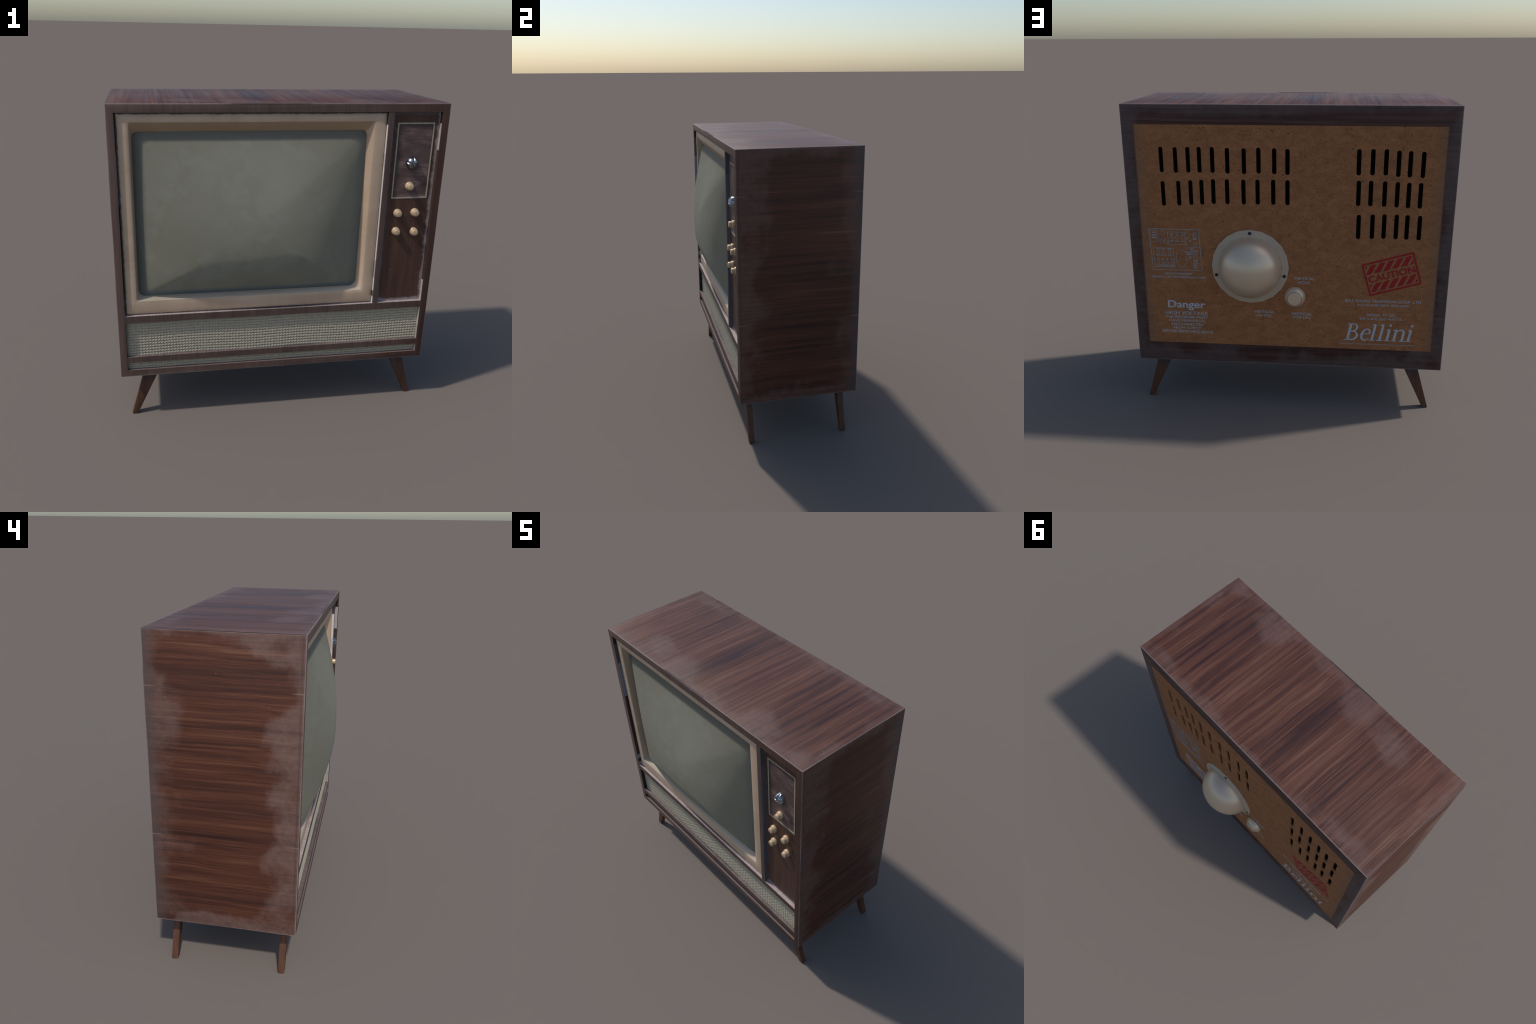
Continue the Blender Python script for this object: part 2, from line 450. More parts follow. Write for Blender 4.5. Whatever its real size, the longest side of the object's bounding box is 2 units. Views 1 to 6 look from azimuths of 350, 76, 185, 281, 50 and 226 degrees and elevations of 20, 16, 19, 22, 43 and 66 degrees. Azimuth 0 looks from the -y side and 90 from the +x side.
M = {
    "cab": wood_cabinet(), "bar": wood_bar(), "panel": wood_panel(), "leg": wood_leg(),
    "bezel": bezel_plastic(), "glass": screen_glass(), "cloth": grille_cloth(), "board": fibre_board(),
    "knob": plain("cream_knob_enamel", (0.62, 0.45, 0.285), 0.40, 0.25, 0.08, 40),
    "dome": plain("cream_enamel", (0.66, 0.525, 0.38), 0.36, 0.45, 0.03, 6, 0.5),
    "flange": plain("cream_flange_enamel", (0.47, 0.375, 0.275), 0.55, 0.0, 0.05, 12, 0.3),
    "steel": plain("dark_steel", (0.30, 0.315, 0.34), 0.28, 1.0, 0.3, 45),
    "screw": plain("black_steel", (0.055, 0.06, 0.075), 0.3, 1.0, 0.2, 45),
    "black": plain("black_void", (0.004, 0.004, 0.004), 0.9, 0.0, 0.1, 10, 0.1),
    "dust": plain("dark_line_grey", (0.045, 0.047, 0.052), 0.8, 0.0, 0.4, 60, 0.2),
    "inlay": plain("pale_inlay_line", (0.36, 0.31, 0.235), 0.5, 0.0, 0.15, 60),
    "ink": ink("pale_printed_ink", (0.44, 0.47, 0.51), 0.20),
    "ink_dim": ink("faded_printed_ink", (0.40, 0.41, 0.43), 0.30),
    "ink_fine": ink("thin_printed_ink", (0.30, 0.285, 0.285), 0.5),
    "ink_line": ink("worn_printed_line", (0.29, 0.23, 0.19), 0.5),
    "red": ink("red_stamp_ink", (0.32, 0.014, 0.020), 0.15),
    "liner_l": liner("left_liner_patches", [(0.3, (.30, .33, .39)), (0.763, (.055, .045, .045)), (0.802, (.30, .34, .40)),
                                            (0.843, (.050, .038, .036)), (1.423, (.26, .30, .37)), (1.715, (.10, .10, .11)), (1.875, (.035, .03, .028))]),
    "liner_r": liner("right_liner_patches", [(0.3, (.60, .62, .66)), (0.775, (.12, .09, .07)), (0.815, (.62, .62, .64)),
                                             (0.90, (.36, .35, .36)), (1.02, (.62, .58, .57)), (1.62, (.50, .47, .46)), (1.70, (.66, .62, .60)), (1.872, (.05, .05, .055))]),
    "liner_c": liner("control_liner_patches", [(0.3, (.42, .37, .36)), (0.875, (.050, .030, .024)), (1.717, (.42, .36, .36)), (1.878, (.030, .018, .014))]),
    "liner_d": liner("dark_liner", [(0.3, (.115, .12, .14)), (1.3, (.13, .13, .15)), (1.8, (.09, .095, .11))]),
    "liner_b": liner("banded_black_liner", [(0.3, (.03, .035, .045)), (0.412, (.012, .012, .012)), (0.535, (.035, .033, .033)), (0.552, (.008, .008, .008)),
                                            (0.575, (.035, .033, .033)), (0.588, (.008, .008, .008)), (0.61, (.03, .028, .028)), (0.64, (.010, .010, .010))]),
    "liner_w": liner("pale_liner", [(0.3, (.36, .32, .31)), (0.55, (.44, .40, .39))]),
}


# ------------------------------------------------------------------ mesh helpers
ROOT = bpy.data.objects.new("console_television", None)
SC.objects.link(ROOT)
ROOT["label"] = "old wooden console television with grey screen and splayed legs"
ROOT["category"] = "television"


def add(name, mesh, mat, parent=None, loc=None, smooth=None, mtx=None):
    ob = bpy.data.objects.new(name, mesh)
    SC.objects.link(ob)
    if mat and not mesh.materials:
        mesh.materials.append(mat)
    ob.parent = parent or ROOT
    if mtx is not None:
        ob.matrix_local = mtx
    if loc is not None:
        ob.location = loc
    if smooth is not None:
        for p in mesh.polygons:
            p.use_smooth = True
        if smooth < 180:
            mesh.set_sharp_from_angle(angle=math.radians(smooth))
    return ob


def to_mesh(bm, name):
    bmesh.ops.recalc_face_normals(bm, faces=bm.faces)
    me = bpy.data.meshes.new(name)
    bm.to_mesh(me)
    bm.free()
    return me


def box_mesh(name, x0, x1, y0, y1, z0, z1, bevel=0.0):
    bm = bmesh.new()
    bmesh.ops.create_cube(bm, size=1.0)
    for v in bm.verts:
        v.co = Vector((x0 if v.co.x < 0 else x1, y0 if v.co.y < 0 else y1, z0 if v.co.z < 0 else z1))
    if bevel:
        bmesh.ops.bevel(bm, geom=bm.edges[:], offset=bevel, segments=2, profile=0.5, affect="EDGES")
    return to_mesh(bm, name)


def box(name, mat, x0, x1, y0, y1, z0, z1, bevel=0.0, parent=None):
    return add(name, box_mesh(name, x0, x1, y0, y1, z0, z1, bevel), mat, parent)


def lathe_mesh(name, profile, seg, sharp=None):
    """Turn (radius, height) pairs about -y, so height grows towards the front."""
    bm = bmesh.new()
    rings = []
    for r, h in profile:
        if r <= 1e-6:
            rings.append([bm.verts.new((0, -h, 0))])
        else:
            rings.append([bm.verts.new((r * math.sin(2 * math.pi * i / seg), -h, r * math.cos(2 * math.pi * i / seg))) for i in range(seg)])
    for a, b in zip(rings, rings[1:]):
        for i in range(seg):
            j = (i + 1) % seg
            if len(a) == 1:
                bm.faces.new((a[0], b[i], b[j]))
            elif len(b) == 1:
                bm.faces.new((a[i], b[0], a[j]))
            else:
                bm.faces.new((a[i], b[i], b[j], a[j]))
    return to_mesh(bm, name)


def curve_plate(name, loops, depth, bevel=0.0):
    """Filled 2D outline(s), holes included, thickened by depth; plate lies in local xy."""
    cu = bpy.data.curves.new(name, "CURVE")
    cu.dimensions = "2D"
    cu.fill_mode = "BOTH"
    cu.extrude = depth / 2
    cu.bevel_depth = bevel
    for pts in loops:
        s = cu.splines.new("POLY")
        s.points.add(len(pts) - 1)
        for p, (x, y) in zip(s.points, pts):
            p.co = (x, y, 0, 1)
        s.use_cyclic_u = True
    tmp = bpy.data.objects.new("tmp", cu)
    SC.objects.link(tmp)
    dg = bpy.context.evaluated_depsgraph_get()
    me = bpy.data.meshes.new_from_object(tmp.evaluated_get(dg))
    bpy.data.objects.remove(tmp)
    bpy.data.curves.remove(cu)
    me.name = name
    return me


def join(name, meshes):
    """Weld several meshes, each with a matrix, into one mesh."""
    bm = bmesh.new()
    for me, mt in meshes:
        t = bmesh.new()
        t.from_mesh(me)
        t.transform(mt)
        tm = bpy.data.meshes.new("t")
        t.to_mesh(tm)
        t.free()
        bm.from_mesh(tm)
        bpy.data.meshes.remove(tm)
    me = bpy.data.meshes.new(name)
    bm.to_mesh(me)
    bm.free()
    return me


def rect(x0, x1, y0, y1):
    return [(x0, y0), (x1, y0), (x1, y1), (x0, y1)]


def round_rect(cx, cy, hw, hh, r, n=5):
    out = []
    for qx, qy, a0 in ((1, 1, 0), (-1, 1, 90), (-1, -1, 180), (1, -1, 270)):
        for i in range(n + 1):
            a = math.radians(a0 + 90 * i / n)
            out.append((cx + qx * (hw - r) + r * math.cos(a), cy + qy * (hh - r) + r * math.sin(a)))
    return out


def ellipse(cx, cy, rx, ry, n=24):
    return [(cx + rx * math.cos(2 * math.pi * i / n), cy + ry * math.sin(2 * math.pi * i / n)) for i in range(n)]


# ------------------------------------------------------------------ cabinet shell
def cabinet():
    bm = bmesh.new()

    def ring(x0, x1, z0, z1, y):
        return [bm.verts.new(p) for p in ((x0, y, z0), (x1, y, z0), (x1, y, z1), (x0, y, z1))]

    def band(a, b):
        return [bm.faces.new((a[i], a[(i + 1) % 4], b[(i + 1) % 4], b[i])) for i in range(4)]
    of = ring(-W, W, ZB, ZT, YF)
    ob = ring(-W, W, ZB, ZT, YB)
    inf = ring(-XI, XI, Z_BOT, Z_TOP, YF)
    inf2 = ring(-XI, XI, Z_BOT, Z_TOP, YF + 0.13)
    inb = ring(*BOARD, YB)
    inb2 = ring(*BOARD, YB - 0.06)
    band(of, ob)
    band(of, inf)
    band(inf, inf2)
    bm.faces.new(inf2)
    band(ob, inb)
    band(inb, inb2)
    bm.faces.new(inb2)
    outer = [e for e in bm.edges if all(v in of or v in ob for v in e.verts)]
    bmesh.ops.bevel(bm, geom=outer, offset=0.0022, segments=2, profile=0.5, affect="EDGES")
    me = to_mesh(bm, "cabinet")
    return add("cabinet", me, M["cab"], smooth=35)


CAB = cabinet()

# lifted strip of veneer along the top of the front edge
lip = bmesh.new()
xs = [-0.311 + 0.455 * i / 12 for i in range(13)]
rows = []
for x in xs:
    t = min(1, (x + 0.311) / 0.09, (0.144 - x) / 0.05)
    t = max(0.0, t)
    zt = ZT + 0.0005 + 0.0020 * t
    rows.append([lip.verts.new((x, y, z)) for y, z in ((YF - 0.0003 - 0.0006 * t, ZT - 0.0025), (YF - 0.0006 - 0.0006 * t, zt - 0.001), (YF - 0.0002, zt), (YF + 0.0022, zt - 0.0003), (YF + 0.0032, ZT - 0.006))])
for a, b in zip(rows, rows[1:]):
    for i in range(4):
        lip.faces.new((a[i], b[i], b[i + 1], a[i + 1]))
for r in (rows[0], rows[-1]):
    lip.faces.new(r)
add("veneer_strip", to_mesh(lip, "veneer_strip"), M["cab"], CAB)

box("dark_line_behind_strip", M["dust"], -0.285, 0.125, YF + 0.0034, YF + 0.0085, ZT - 0.002, ZT + 0.0004, parent=CAB)  # thin dark box standing just proud of the top, a dark line behind the strip

# rails and upright
YR = YF + 0.0006
box("rail", M["bar"], -XI - 0.002, XI + 0.002, YR, YF + 0.10, *RAIL_A, 0.0008)
box("rail", M["bar"], -XI - 0.002, XI + 0.002, YR, YF + 0.10, *RAIL_B, 0.0008)
box("upright", M["bar"], DIV0, DIV1, YR + 0.0004, YF + 0.10, RAIL_A[1] - 0.002, Z_TOP + 0.002, 0.0008)

# thin facing strips that line the openings
LT = 0.0012


def facing(mat, x0, x1, z0, z1):
    return box("facing_strip", mat, x0, x1, YF + 0.0022, YF + 0.09, z0, z1, parent=CAB)


facing(M["liner_l"], -XI, -XI + LT, RAIL_A[1], Z_TOP)
facing(M["liner_r"], DIV0 - LT, DIV0, RAIL_A[1], Z_TOP)
facing(M["liner_d"], DIV1, DIV1 + LT, RAIL_A[1], Z_TOP)
facing(M["liner_c"], XI - LT, XI, RAIL_A[1], Z_TOP)
facing(M["liner_b"], -XI, -XI + LT, RAIL_B[1], RAIL_A[0])
facing(M["liner_w"], XI - LT, XI, RAIL_B[1], RAIL_A[0])
facing(M["liner_b"], -XI, -XI + LT, Z_BOT, RAIL_B[0])
facing(M["liner_w"], XI - LT, XI, Z_BOT, RAIL_B[0])

# ------------------------------------------------------------------ screen surround
def loop_rounded(x0, x1, z0, z1, r, y, seg):
    pts = []
    for cx, cz, a0 in ((x1 - r, z1 - r, 0), (x0 + r, z1 - r, 90), (x0 + r, z0 + r, 180), (x1 - r, z0 + r, 270)):
        for i in range(seg + 1):
            a = math.radians(a0 + 90 * i / seg)
            pts.append(Vector((cx + r * math.cos(a), y, cz + r * math.sin(a))))
    return pts


def bezel():
    bm = bmesh.new()
    # x0, x1, z0, z1, corner radius, y : from the back of the outer edge to under the glass
    sections = [
        (-0.9500, 0.6166, 0.7322, 1.9470, 0.010, -0.385), (-0.9500, 0.6166, 0.7322, 1.9470, 0.010, -0.4205),
        (-0.9465, 0.6150, 0.7345, 1.9440, 0.010, -0.4262), (-0.9360, 0.6080, 0.7420, 1.9350, 0.012, -0.4315),
        (-0.9200, 0.5920, 0.7600, 1.9200, 0.012, -0.4352), (-0.8950, 0.5640, 0.8000, 1.9040, 0.010, -0.4368),
        (-0.8790, 0.5450, 0.8240, 1.8940, 0.010, -0.4360), (-0.8750, 0.5400, 0.8270, 1.8900, 0.012, -0.4330),
        (-0.8640, 0.5140, 0.8400, 1.8370, 0.030, -0.3900), (-0.8600, 0.5090, 0.8440, 1.8320, 0.030, -0.3680),
    ]
    loops = [[bm.verts.new(p) for p in loop_rounded(a, b, c, d, r, y, 2)] for a, b, c, d, r, y in sections]
    n = len(loops[0])
    for a, b in zip(loops, loops[1:]):
        for i in range(n):
            bm.faces.new((a[i], b[i], b[(i + 1) % n], a[(i + 1) % n]))
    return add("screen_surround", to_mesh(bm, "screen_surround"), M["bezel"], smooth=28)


BEZ = bezel()


def tube():
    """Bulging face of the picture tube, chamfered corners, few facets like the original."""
    cx, cz, hw, hh = -0.1755, 1.3370, 0.6885, 0.4995
    bm = bmesh.new()
    out = []
    cut = 0.034
    nx, nz = 9, 7
    px = [-1 + 2 * i / nx for i in range(nx + 1)]
    pz = [-1 + 2 * i / nz for i in range(nz + 1)]
    base = [(hw * 1.0, (hh - cut) * t) for t in pz] + [((hw - cut) * t, hh) for t in reversed(px)] \
        + [(-hw, (hh - cut) * t) for t in reversed(pz)] + [((hw - cut) * t, -hh) for t in px]
    rings = [1.012, 1.0, 0.93, 0.83, 0.69, 0.53, 0.36, 0.18]
    loops = []
    for r in rings:
        lp = []
        for x, z in base:
            if r > 1:
                y = -0.374
            else:
                # towards the middle the rings soften into ellipses
                d = Vector((x / hw, z / hh)).normalized()
                p = 2.5 * d.x ** 2 + (1.55 if d.y > 0 else 2.8) * d.y ** 2
                y = -0.388 - 0.162 * (1 - r ** p)
            e = (1 - r) * 0.75 if r < 1 else 0
            L = math.hypot(x / hw, z / hh)
            f = (1 - e) + e / L
            lp.append(bm.verts.new((cx + x * r * f, y, cz + z * r * f - 0.042 * max(0.0, 1 - r))))
        loops.append(lp)
    n = len(base)
    for a, b in zip(loops, loops[1:]):
        for i in range(n):
            bm.faces.new((a[i], b[i], b[(i + 1) % n], a[(i + 1) % n]))
    c = bm.verts.new((cx, -0.550, cz - 0.042))
    for i in range(n):
        bm.faces.new((loops[-1][i], c, loops[-1][(i + 1) % n]))
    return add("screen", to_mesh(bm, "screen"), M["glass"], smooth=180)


tube()

# ------------------------------------------------------------------ control panel
PAN = box("control_panel", M["panel"], DIV1 + LT, XI - LT, Y_REC, Y_REC + 0.02, RAIL_A[1], Z_TOP, 0.0)
inl = curve_plate("inlay_line", [rect(0.6870, 0.9190, 1.4210, 1.8840), rect(0.6955, 0.9105, 1.4310, 1.8750)], 0.004)
inl.transform(Matrix(((1, 0, 0, 0), (0, 0, -1, Y_REC), (0, 1, 0, 0), (0, 0, 0, 1))))
add("inlay_line", inl, M["inlay"], PAN)

knob_me = lathe_mesh("control_knob", [(0.0255, -0.002), (0.0258, 0.0085), (0.0250, 0.0125), (0.0232, 0.0150), (0.0208, 0.0158),
                                      (0.0200, 0.0165), (0.0196, 0.0340), (0.0187, 0.0362), (0.0170, 0.0372), (0.0, 0.0368)], 28)
knob_me.materials.append(M["knob"])
for i, (x, z) in enumerate(((0.795, 1.500), (0.736, 1.3305), (0.8485, 1.3315), (0.736, 1.2125), (0.855, 1.2066))):
    add("control_knob", knob_me, None, loc=(x, Y_REC, z), smooth=40)


def dome_screw(name, r, h, slot_w, slot_d, seg, cross):
    """Round-headed screw built as a height field with real driver slots."""
    bm = bmesh.new()
    nr = 16
    rings = []
    for j in range(nr + 1):
        q = j / nr
        ring_ = []
        for i in range(seg):
            a = 2 * math.pi * i / seg
            x, z = r * q * math.cos(a), r * q * math.sin(a)
            y = h * math.sqrt(max(0.0, 1 - (q * 0.98) ** 2))
            d = min(abs(x), abs(z)) if cross else abs(z)
            cut_ = max(0.0, 1 - (d / slot_w) ** 2)
            y -= slot_d * cut_ * min(1, (1 - q) * 6)
            if j == nr:
                y = -0.002
            ring_.append(bm.verts.new((x, -y, z)) if j else None)
        rings.append(ring_)
    c = bm.verts.new((0, -(h - slot_d), 0))
    for i in range(seg):
        k = (i + 1) % seg
        bm.faces.new((c, rings[1][i], rings[1][k]))
        for j in range(1, nr):
            bm.faces.new((rings[j][i], rings[j + 1][i], rings[j + 1][k], rings[j][k]))
    return to_mesh(bm, name)


scr = dome_screw("channel_screw", 0.0375, 0.0380, 0.0062, 0.0085, 96, True)
s = add("channel_screw", scr, M["steel"], loc=(0.7965, Y_REC, 1.6440), smooth=50)
s.rotation_euler = (0, math.radians(8), 0)

# ------------------------------------------------------------------ loudspeaker cloth
def cloth(name, x0, x1, z0, z1):
    """Coarse basket weave: rows of short raised stitches over a flat ground."""
    px, pz = 0.0190, 0.0187
    step = 0.0021
    nx, nz = int((x1 - x0) / step), int((z1 - z0) / step)
    bm = bmesh.new()
    grid = []
    for j in range(nz + 1):
        row = []
        z = z0 + (z1 - z0) * j / nz
        for i in range(nx + 1):
            x = x0 + (x1 - x0) * i / nx
            wob = 0.0016 * mnoise.noise((x * 14, z * 30, 1.0))
            u = ((x + wob) / px) % 1.0
            v = ((z + wob * 0.6 - 0.003 * math.sin(x * 9)) / pz) % 1.0
            # one stitch: a flat thread below, a bulging loop to the right of it
            loop = math.exp(-(((u - 0.68) / 0.17) ** 2 + ((v - 0.62) / 0.24) ** 2))
            tail = math.exp(-(((u - 0.34) / 0.28) ** 2 + ((v - 0.36) / 0.13) ** 2))
            groove = 0.5 + 0.5 * math.cos(2 * math.pi * v)
            h = 0.0010 + 0.0034 * max(loop, 0.75 * tail) - 0.0013 * groove ** 5 + 0.0007 * mnoise.noise((x * 60, z * 60, 4.0))
            row.append(bm.verts.new((x, -0.4240 - h, z)))
        grid.append(row)
    for a, b in zip(grid, grid[1:]):
        for i in range(nx):
            bm.faces.new((a[i], a[i + 1], b[i + 1], b[i]))
    me = bpy.data.meshes.new(name)
    bm.normal_update()
    bm.to_mesh(me)
    bm.free()
    ob = add(name, me, M["cloth"], smooth=180)
    ob["kind"] = "stuff"
    return ob


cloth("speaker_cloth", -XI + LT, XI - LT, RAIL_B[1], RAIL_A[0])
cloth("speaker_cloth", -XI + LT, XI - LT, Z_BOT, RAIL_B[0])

# ------------------------------------------------------------------ legs
def leg_mesh():
    """Tapering splayed leg, drawn for the +x front corner around its own middle."""
    bm = bmesh.new()
    d = 0.0200
    prof = [(-0.148, 0.3300, 1.10), (-0.076, 0.14, 1.03), (0.0, 0.0, 1.0)]
    rings = []
    for z, cx, hw, hd in ((0.330, 0.815, 0.0485, 0.0210), (0.0, 0.940, 0.0180, 0.0185)):
        rings.append([bm.verts.new((cx + sx * hw - 0.88, sy * hd, z)) for sx, sy in ((-1, -1), (1, -1), (1, 1), (-1, 1))])
    a, b = rings
    for i in range(4):
        bm.faces.new((a[i], a[(i + 1) % 4], b[(i + 1) % 4], b[i]))
    bm.faces.new(a)
    bm.faces.new(b)
    bmesh.ops.bevel(bm, geom=bm.edges[:], offset=0.002, segments=2, profile=0.5, affect="EDGES")
    return to_mesh(bm, "leg")


leg_me = leg_mesh()
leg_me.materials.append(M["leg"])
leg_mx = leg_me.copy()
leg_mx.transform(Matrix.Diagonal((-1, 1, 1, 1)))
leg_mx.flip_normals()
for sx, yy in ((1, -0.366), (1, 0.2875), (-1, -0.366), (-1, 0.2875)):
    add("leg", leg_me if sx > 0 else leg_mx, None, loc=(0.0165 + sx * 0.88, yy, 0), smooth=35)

# ------------------------------------------------------------------ back board with ventilation slots
SLOT_ROWS = [
    (1.6700, [0.765, 0.678, 0.601, 0.532, 0.453, 0.362, 0.262, 0.174, 0.080, 0.001], [0, -2, 0, 1, 1, -3, -4, 1, -2, -5]),
    (1.4760, [0.765, 0.668, 0.593, 0.525, 0.453, 0.368, 0.268, 0.182, 0.087, 0.001], [-15, -12, -7, -4, 2, 2, 2, 3, 4, 3]),
    (1.6660, [-0.420, -0.501, -0.578, -0.651, -0.718, -0.793], [3, 4, 5, -3, -5, -8]),
    (1.4800, [-0.424, -0.496, -0.578, -0.652, -0.719, -0.788], [2, 3, 1, -2, -5, -6]),
    (1.2780, [-0.431, -0.514, -0.584, -0.657, -0.721, -0.795], [-4, -1, 2, 1, 0, -3]),
]
# plate coordinates run u = -x, v = z, so that the plate's front faces +y
loops = [rect(-BOARD[1], -BOARD[0], BOARD[2], BOARD[3])]
for zc, xs_, dz in SLOT_ROWS:
    for x, d in zip(xs_, dz):
        loops.append(round_rect(-x, zc + d * 0.001, 0.0133, 0.0778, 0.0128, 6))
board_me = curve_plate("back_board", loops, 0.012)
BACK = Matrix(((-1, 0, 0, 0), (0, 0, 1, 0), (0, 1, 0, 0), (0, 0, 0, 1)))     # local xy -> back face
board_me.transform(Matrix.Translation((0, YB - 0.0055, 0)) @ BACK)
BRD = add("back_board", board_me, M["board"])
box("dark_interior", M["black"], BOARD[0] + 0.001, BOARD[1] - 0.001, YB - 0.045, YB - 0.028, BOARD[2] + 0.001, BOARD[3] - 0.001, parent=BRD)
YP = YB + 0.0005      # face of the board


# tube-neck cover
cover = lathe_mesh("neck_cover_flange", [(0.2300, -0.001), (0.2440, 0.0010), (0.2445, 0.0050), (0.2430, 0.0080), (0.2060, 0.0125), (0.2000, 0.0150),
                                         (0.1985, 0.0120), (0.1900, 0.0080)], 20)
flip = Matrix.Rotation(math.pi, 4, "Z")
add("neck_cover_flange", cover, M["flange"], mtx=Matrix.Translation((0.2355, YB, 0.9985)) @ flip, smooth=25)
prof = [(0.1955, 0.006), (0.1975, 0.016)]
for i in range(1, 17):
    a = math.radians(90 * i / 16)
    prof.append((0.1970 * math.cos(a) if i < 16 else 0.0, 0.016 + 0.1675 * math.sin(a)))
add("neck_cover", lathe_mesh("neck_cover", prof, 40), M["dome"], mtx=Matrix.Translation((0.2355, YB, 1.0000)) @ flip, smooth=60)
small = dome_screw("cover_screw", 0.0115, 0.0085, 0.0020, 0.0025, 40, True)
small.materials.append(M["screw"])
for x, z in ((0.2335, 1.2210), (0.4510, 0.9420), (0.0200, 0.9440)):
    add("cover_screw", small, None, mtx=Matrix.Translation((x, YB + 0.0090, z)) @ flip, smooth=50)
hold = lathe_mesh("hold_knob", [(0.0680, -0.001), (0.0695, 0.0030), (0.0690, 0.0070), (0.0640, 0.0180), (0.0570, 0.0290), (0.0500, 0.0375), (0.0480, 0.0385),
                                (0.0470, 0.0340), (0.0440, 0.0340), (0.0435, 0.0440), (0.0415, 0.0462), (0.0300, 0.0472), (0.0, 0.0475)], 40)
add("hold_knob", hold, M["dome"], mtx=Matrix.Translation((-0.0465, YB, 0.8040)) @ flip, smooth=38)


# ------------------------------------------------------------------ printing on the back
def text_mesh(body, cap, width=None, shear=0.0, bold=0.0, spacing=1.0):
    """Lettering with the built-in font, scaled to a cap height and an overall width, centred on x."""
    cu = bpy.data.curves.new("lettering", "FONT")
    cu.body = body
    cu.size = 1.0
    cu.shear = shear
    cu.space_character = spacing
    cu.extrude = 0.0
    cu.resolution_u = 6
    tmp = bpy.data.objects.new("tmp", cu)
    SC.objects.link(tmp)
    dg = bpy.context.evaluated_depsgraph_get()
    me = bpy.data.meshes.new_from_object(tmp.evaluated_get(dg))
    bpy.data.objects.remove(tmp)
    bpy.data.curves.remove(cu)
    xs_ = [v.co.x for v in me.vertices]
    x0, x1 = min(xs_), max(xs_)
    sy = cap / 0.73
    sx = width / (x1 - x0) if width else sy
    for v in me.vertices:
        v.co = Vector(((v.co.x - (x0 + x1) / 2) * sx, v.co.y * sy, 0))
    # heavier strokes: shifted copies, each film a hair thicker so that none coincide
    copies = [(0.0, 0.0)] if not bold else [(0.0, 0.0), (bold, 0.0), (-bold, 0.0), (bold * 0.5, bold * 0.6), (-bold * 0.5, -bold * 0.6)]
    out = bmesh.new()
    for i, (dx, dy) in enumerate(copies):
        bm = bmesh.new()
        bm.from_mesh(me)
        bmesh.ops.remove_doubles(bm, verts=bm.verts, dist=1e-6)
        r = bmesh.ops.extrude_face_region(bm, geom=bm.faces[:])
        for e in r["geom"]:
            if isinstance(e, bmesh.types.BMVert):
                e.co.z += 0.0009 + 0.00006 * i
        for v in bm.verts:
            v.co.x += dx * sy
            v.co.y += dy * sy
            if v.co.z < 0.0005:
                v.co.z -= 0.00004 * i
        bmesh.ops.recalc_face_normals(bm, faces=bm.faces)
        tm = bpy.data.meshes.new("t")
        bm.to_mesh(tm)
        bm.free()
        out.from_mesh(tm)
        bpy.data.meshes.remove(tm)
    out.to_mesh(me)
    out.free()
    return me


def on_back(x, z, rot=0.0):
    """Frame on the board: local x to the viewer's right, local y up, local z outwards."""
    return Matrix.Translation((x, YP - 0.0002, z)) @ BACK @ Matrix.Rotation(rot, 4, "Z")


def letter(body, x0, x1, z, cap, mat, bold=0.02):
    me = text_mesh(body, cap, abs(x0 - x1), 0.0, bold)
    me.transform(on_back((x0 + x1) / 2, z))
    return add("lettering", me, mat, BRD)


letter("Danger", 0.779, 0.536, 0.7035, 0.0510, M["ink"], 0.032)
for body, x0, x1, z, cap in (("HIGH VOLTAGE", .798, .521, .6525, .0260), ("This RECEIVER MUST", .802, .520, .6275, .0185),
                             ("HAVE MAINSPLUG", .779, .540, .6025, .0175), ("DISCONNECTED", .763, .554, .5755, .0180),
                             ("FROM SUPPLY", .751, .568, .5505, .0170), ("BEFORE REMOVING BACK", .830, .490, .5230, .0200),
                             ("VERTICAL", -.039, -.171, .9210, .0185), ("HOLD", -.068, -.141, .8945, .0180),
                             ("VERTICAL", .217, .086, .6840, .0180), ("LIN O'LL", .205, .097, .6600, .0170),
                             ("VERTICAL", -.025, -.156, .6780, .0180), ("TOP LIN.", -.036, -.148, .6535, .0180),
                             ("BELL RADIO TELEVISION CORP. LTD", -.366, -.840, .7815, .0190), ("AUCKLAND NEW ZEALAND", -.442, -.765, .7560, .0155),
                             ("MODEL TV 202", -.506, -.682, .6870, .0165), ("230 V.A.C. 235 WATTS.", -.460, -.731, .6610, .0165),
                             ("VALVE LOCATION DIAGRAM", .789, .615, .9310, .0150), ("USE EXACTLY SAME TYPE WHEN REPLACING VALVES", .872, .526, .9090, .0135)):
    letter(body, x0, x1, z, cap, M["ink_dim"], 0.020)


def stroke(pts, widths, n=10):
    """Pen stroke: smooth line through the points with a width that swells and thins."""
    P = [Vector(p) for p in pts]
    dense, wd = [], []
    if len(P) == 2:
        dense, wd = P, list(widths)
    else:
        ext = [P[0] * 2 - P[1]] + P + [P[-1] * 2 - P[-2]]
        for s_ in range(len(P) - 1):
            a, b, c, d = ext[s_:s_ + 4]
            for i in range(n):
                t = i / n
                dense.append(0.5 * ((2 * b) + (c - a) * t + (2 * a - 5 * b + 4 * c - d) * t * t + (3 * b - a - 3 * c + d) * t ** 3))
                wd.append(widths[s_] * (1 - t) + widths[s_ + 1] * t)
        dense.append(P[-1])
        wd.append(widths[-1])
    left, right = [], []
    for i, p in enumerate(dense):
        t = (dense[min(i + 1, len(dense) - 1)] - dense[max(i - 1, 0)]).normalized()
        nrm = Vector((-t.y, t.x))
        left.append(p + nrm * wd[i] / 2)
        right.append(p - nrm * wd[i] / 2)
    return left, right


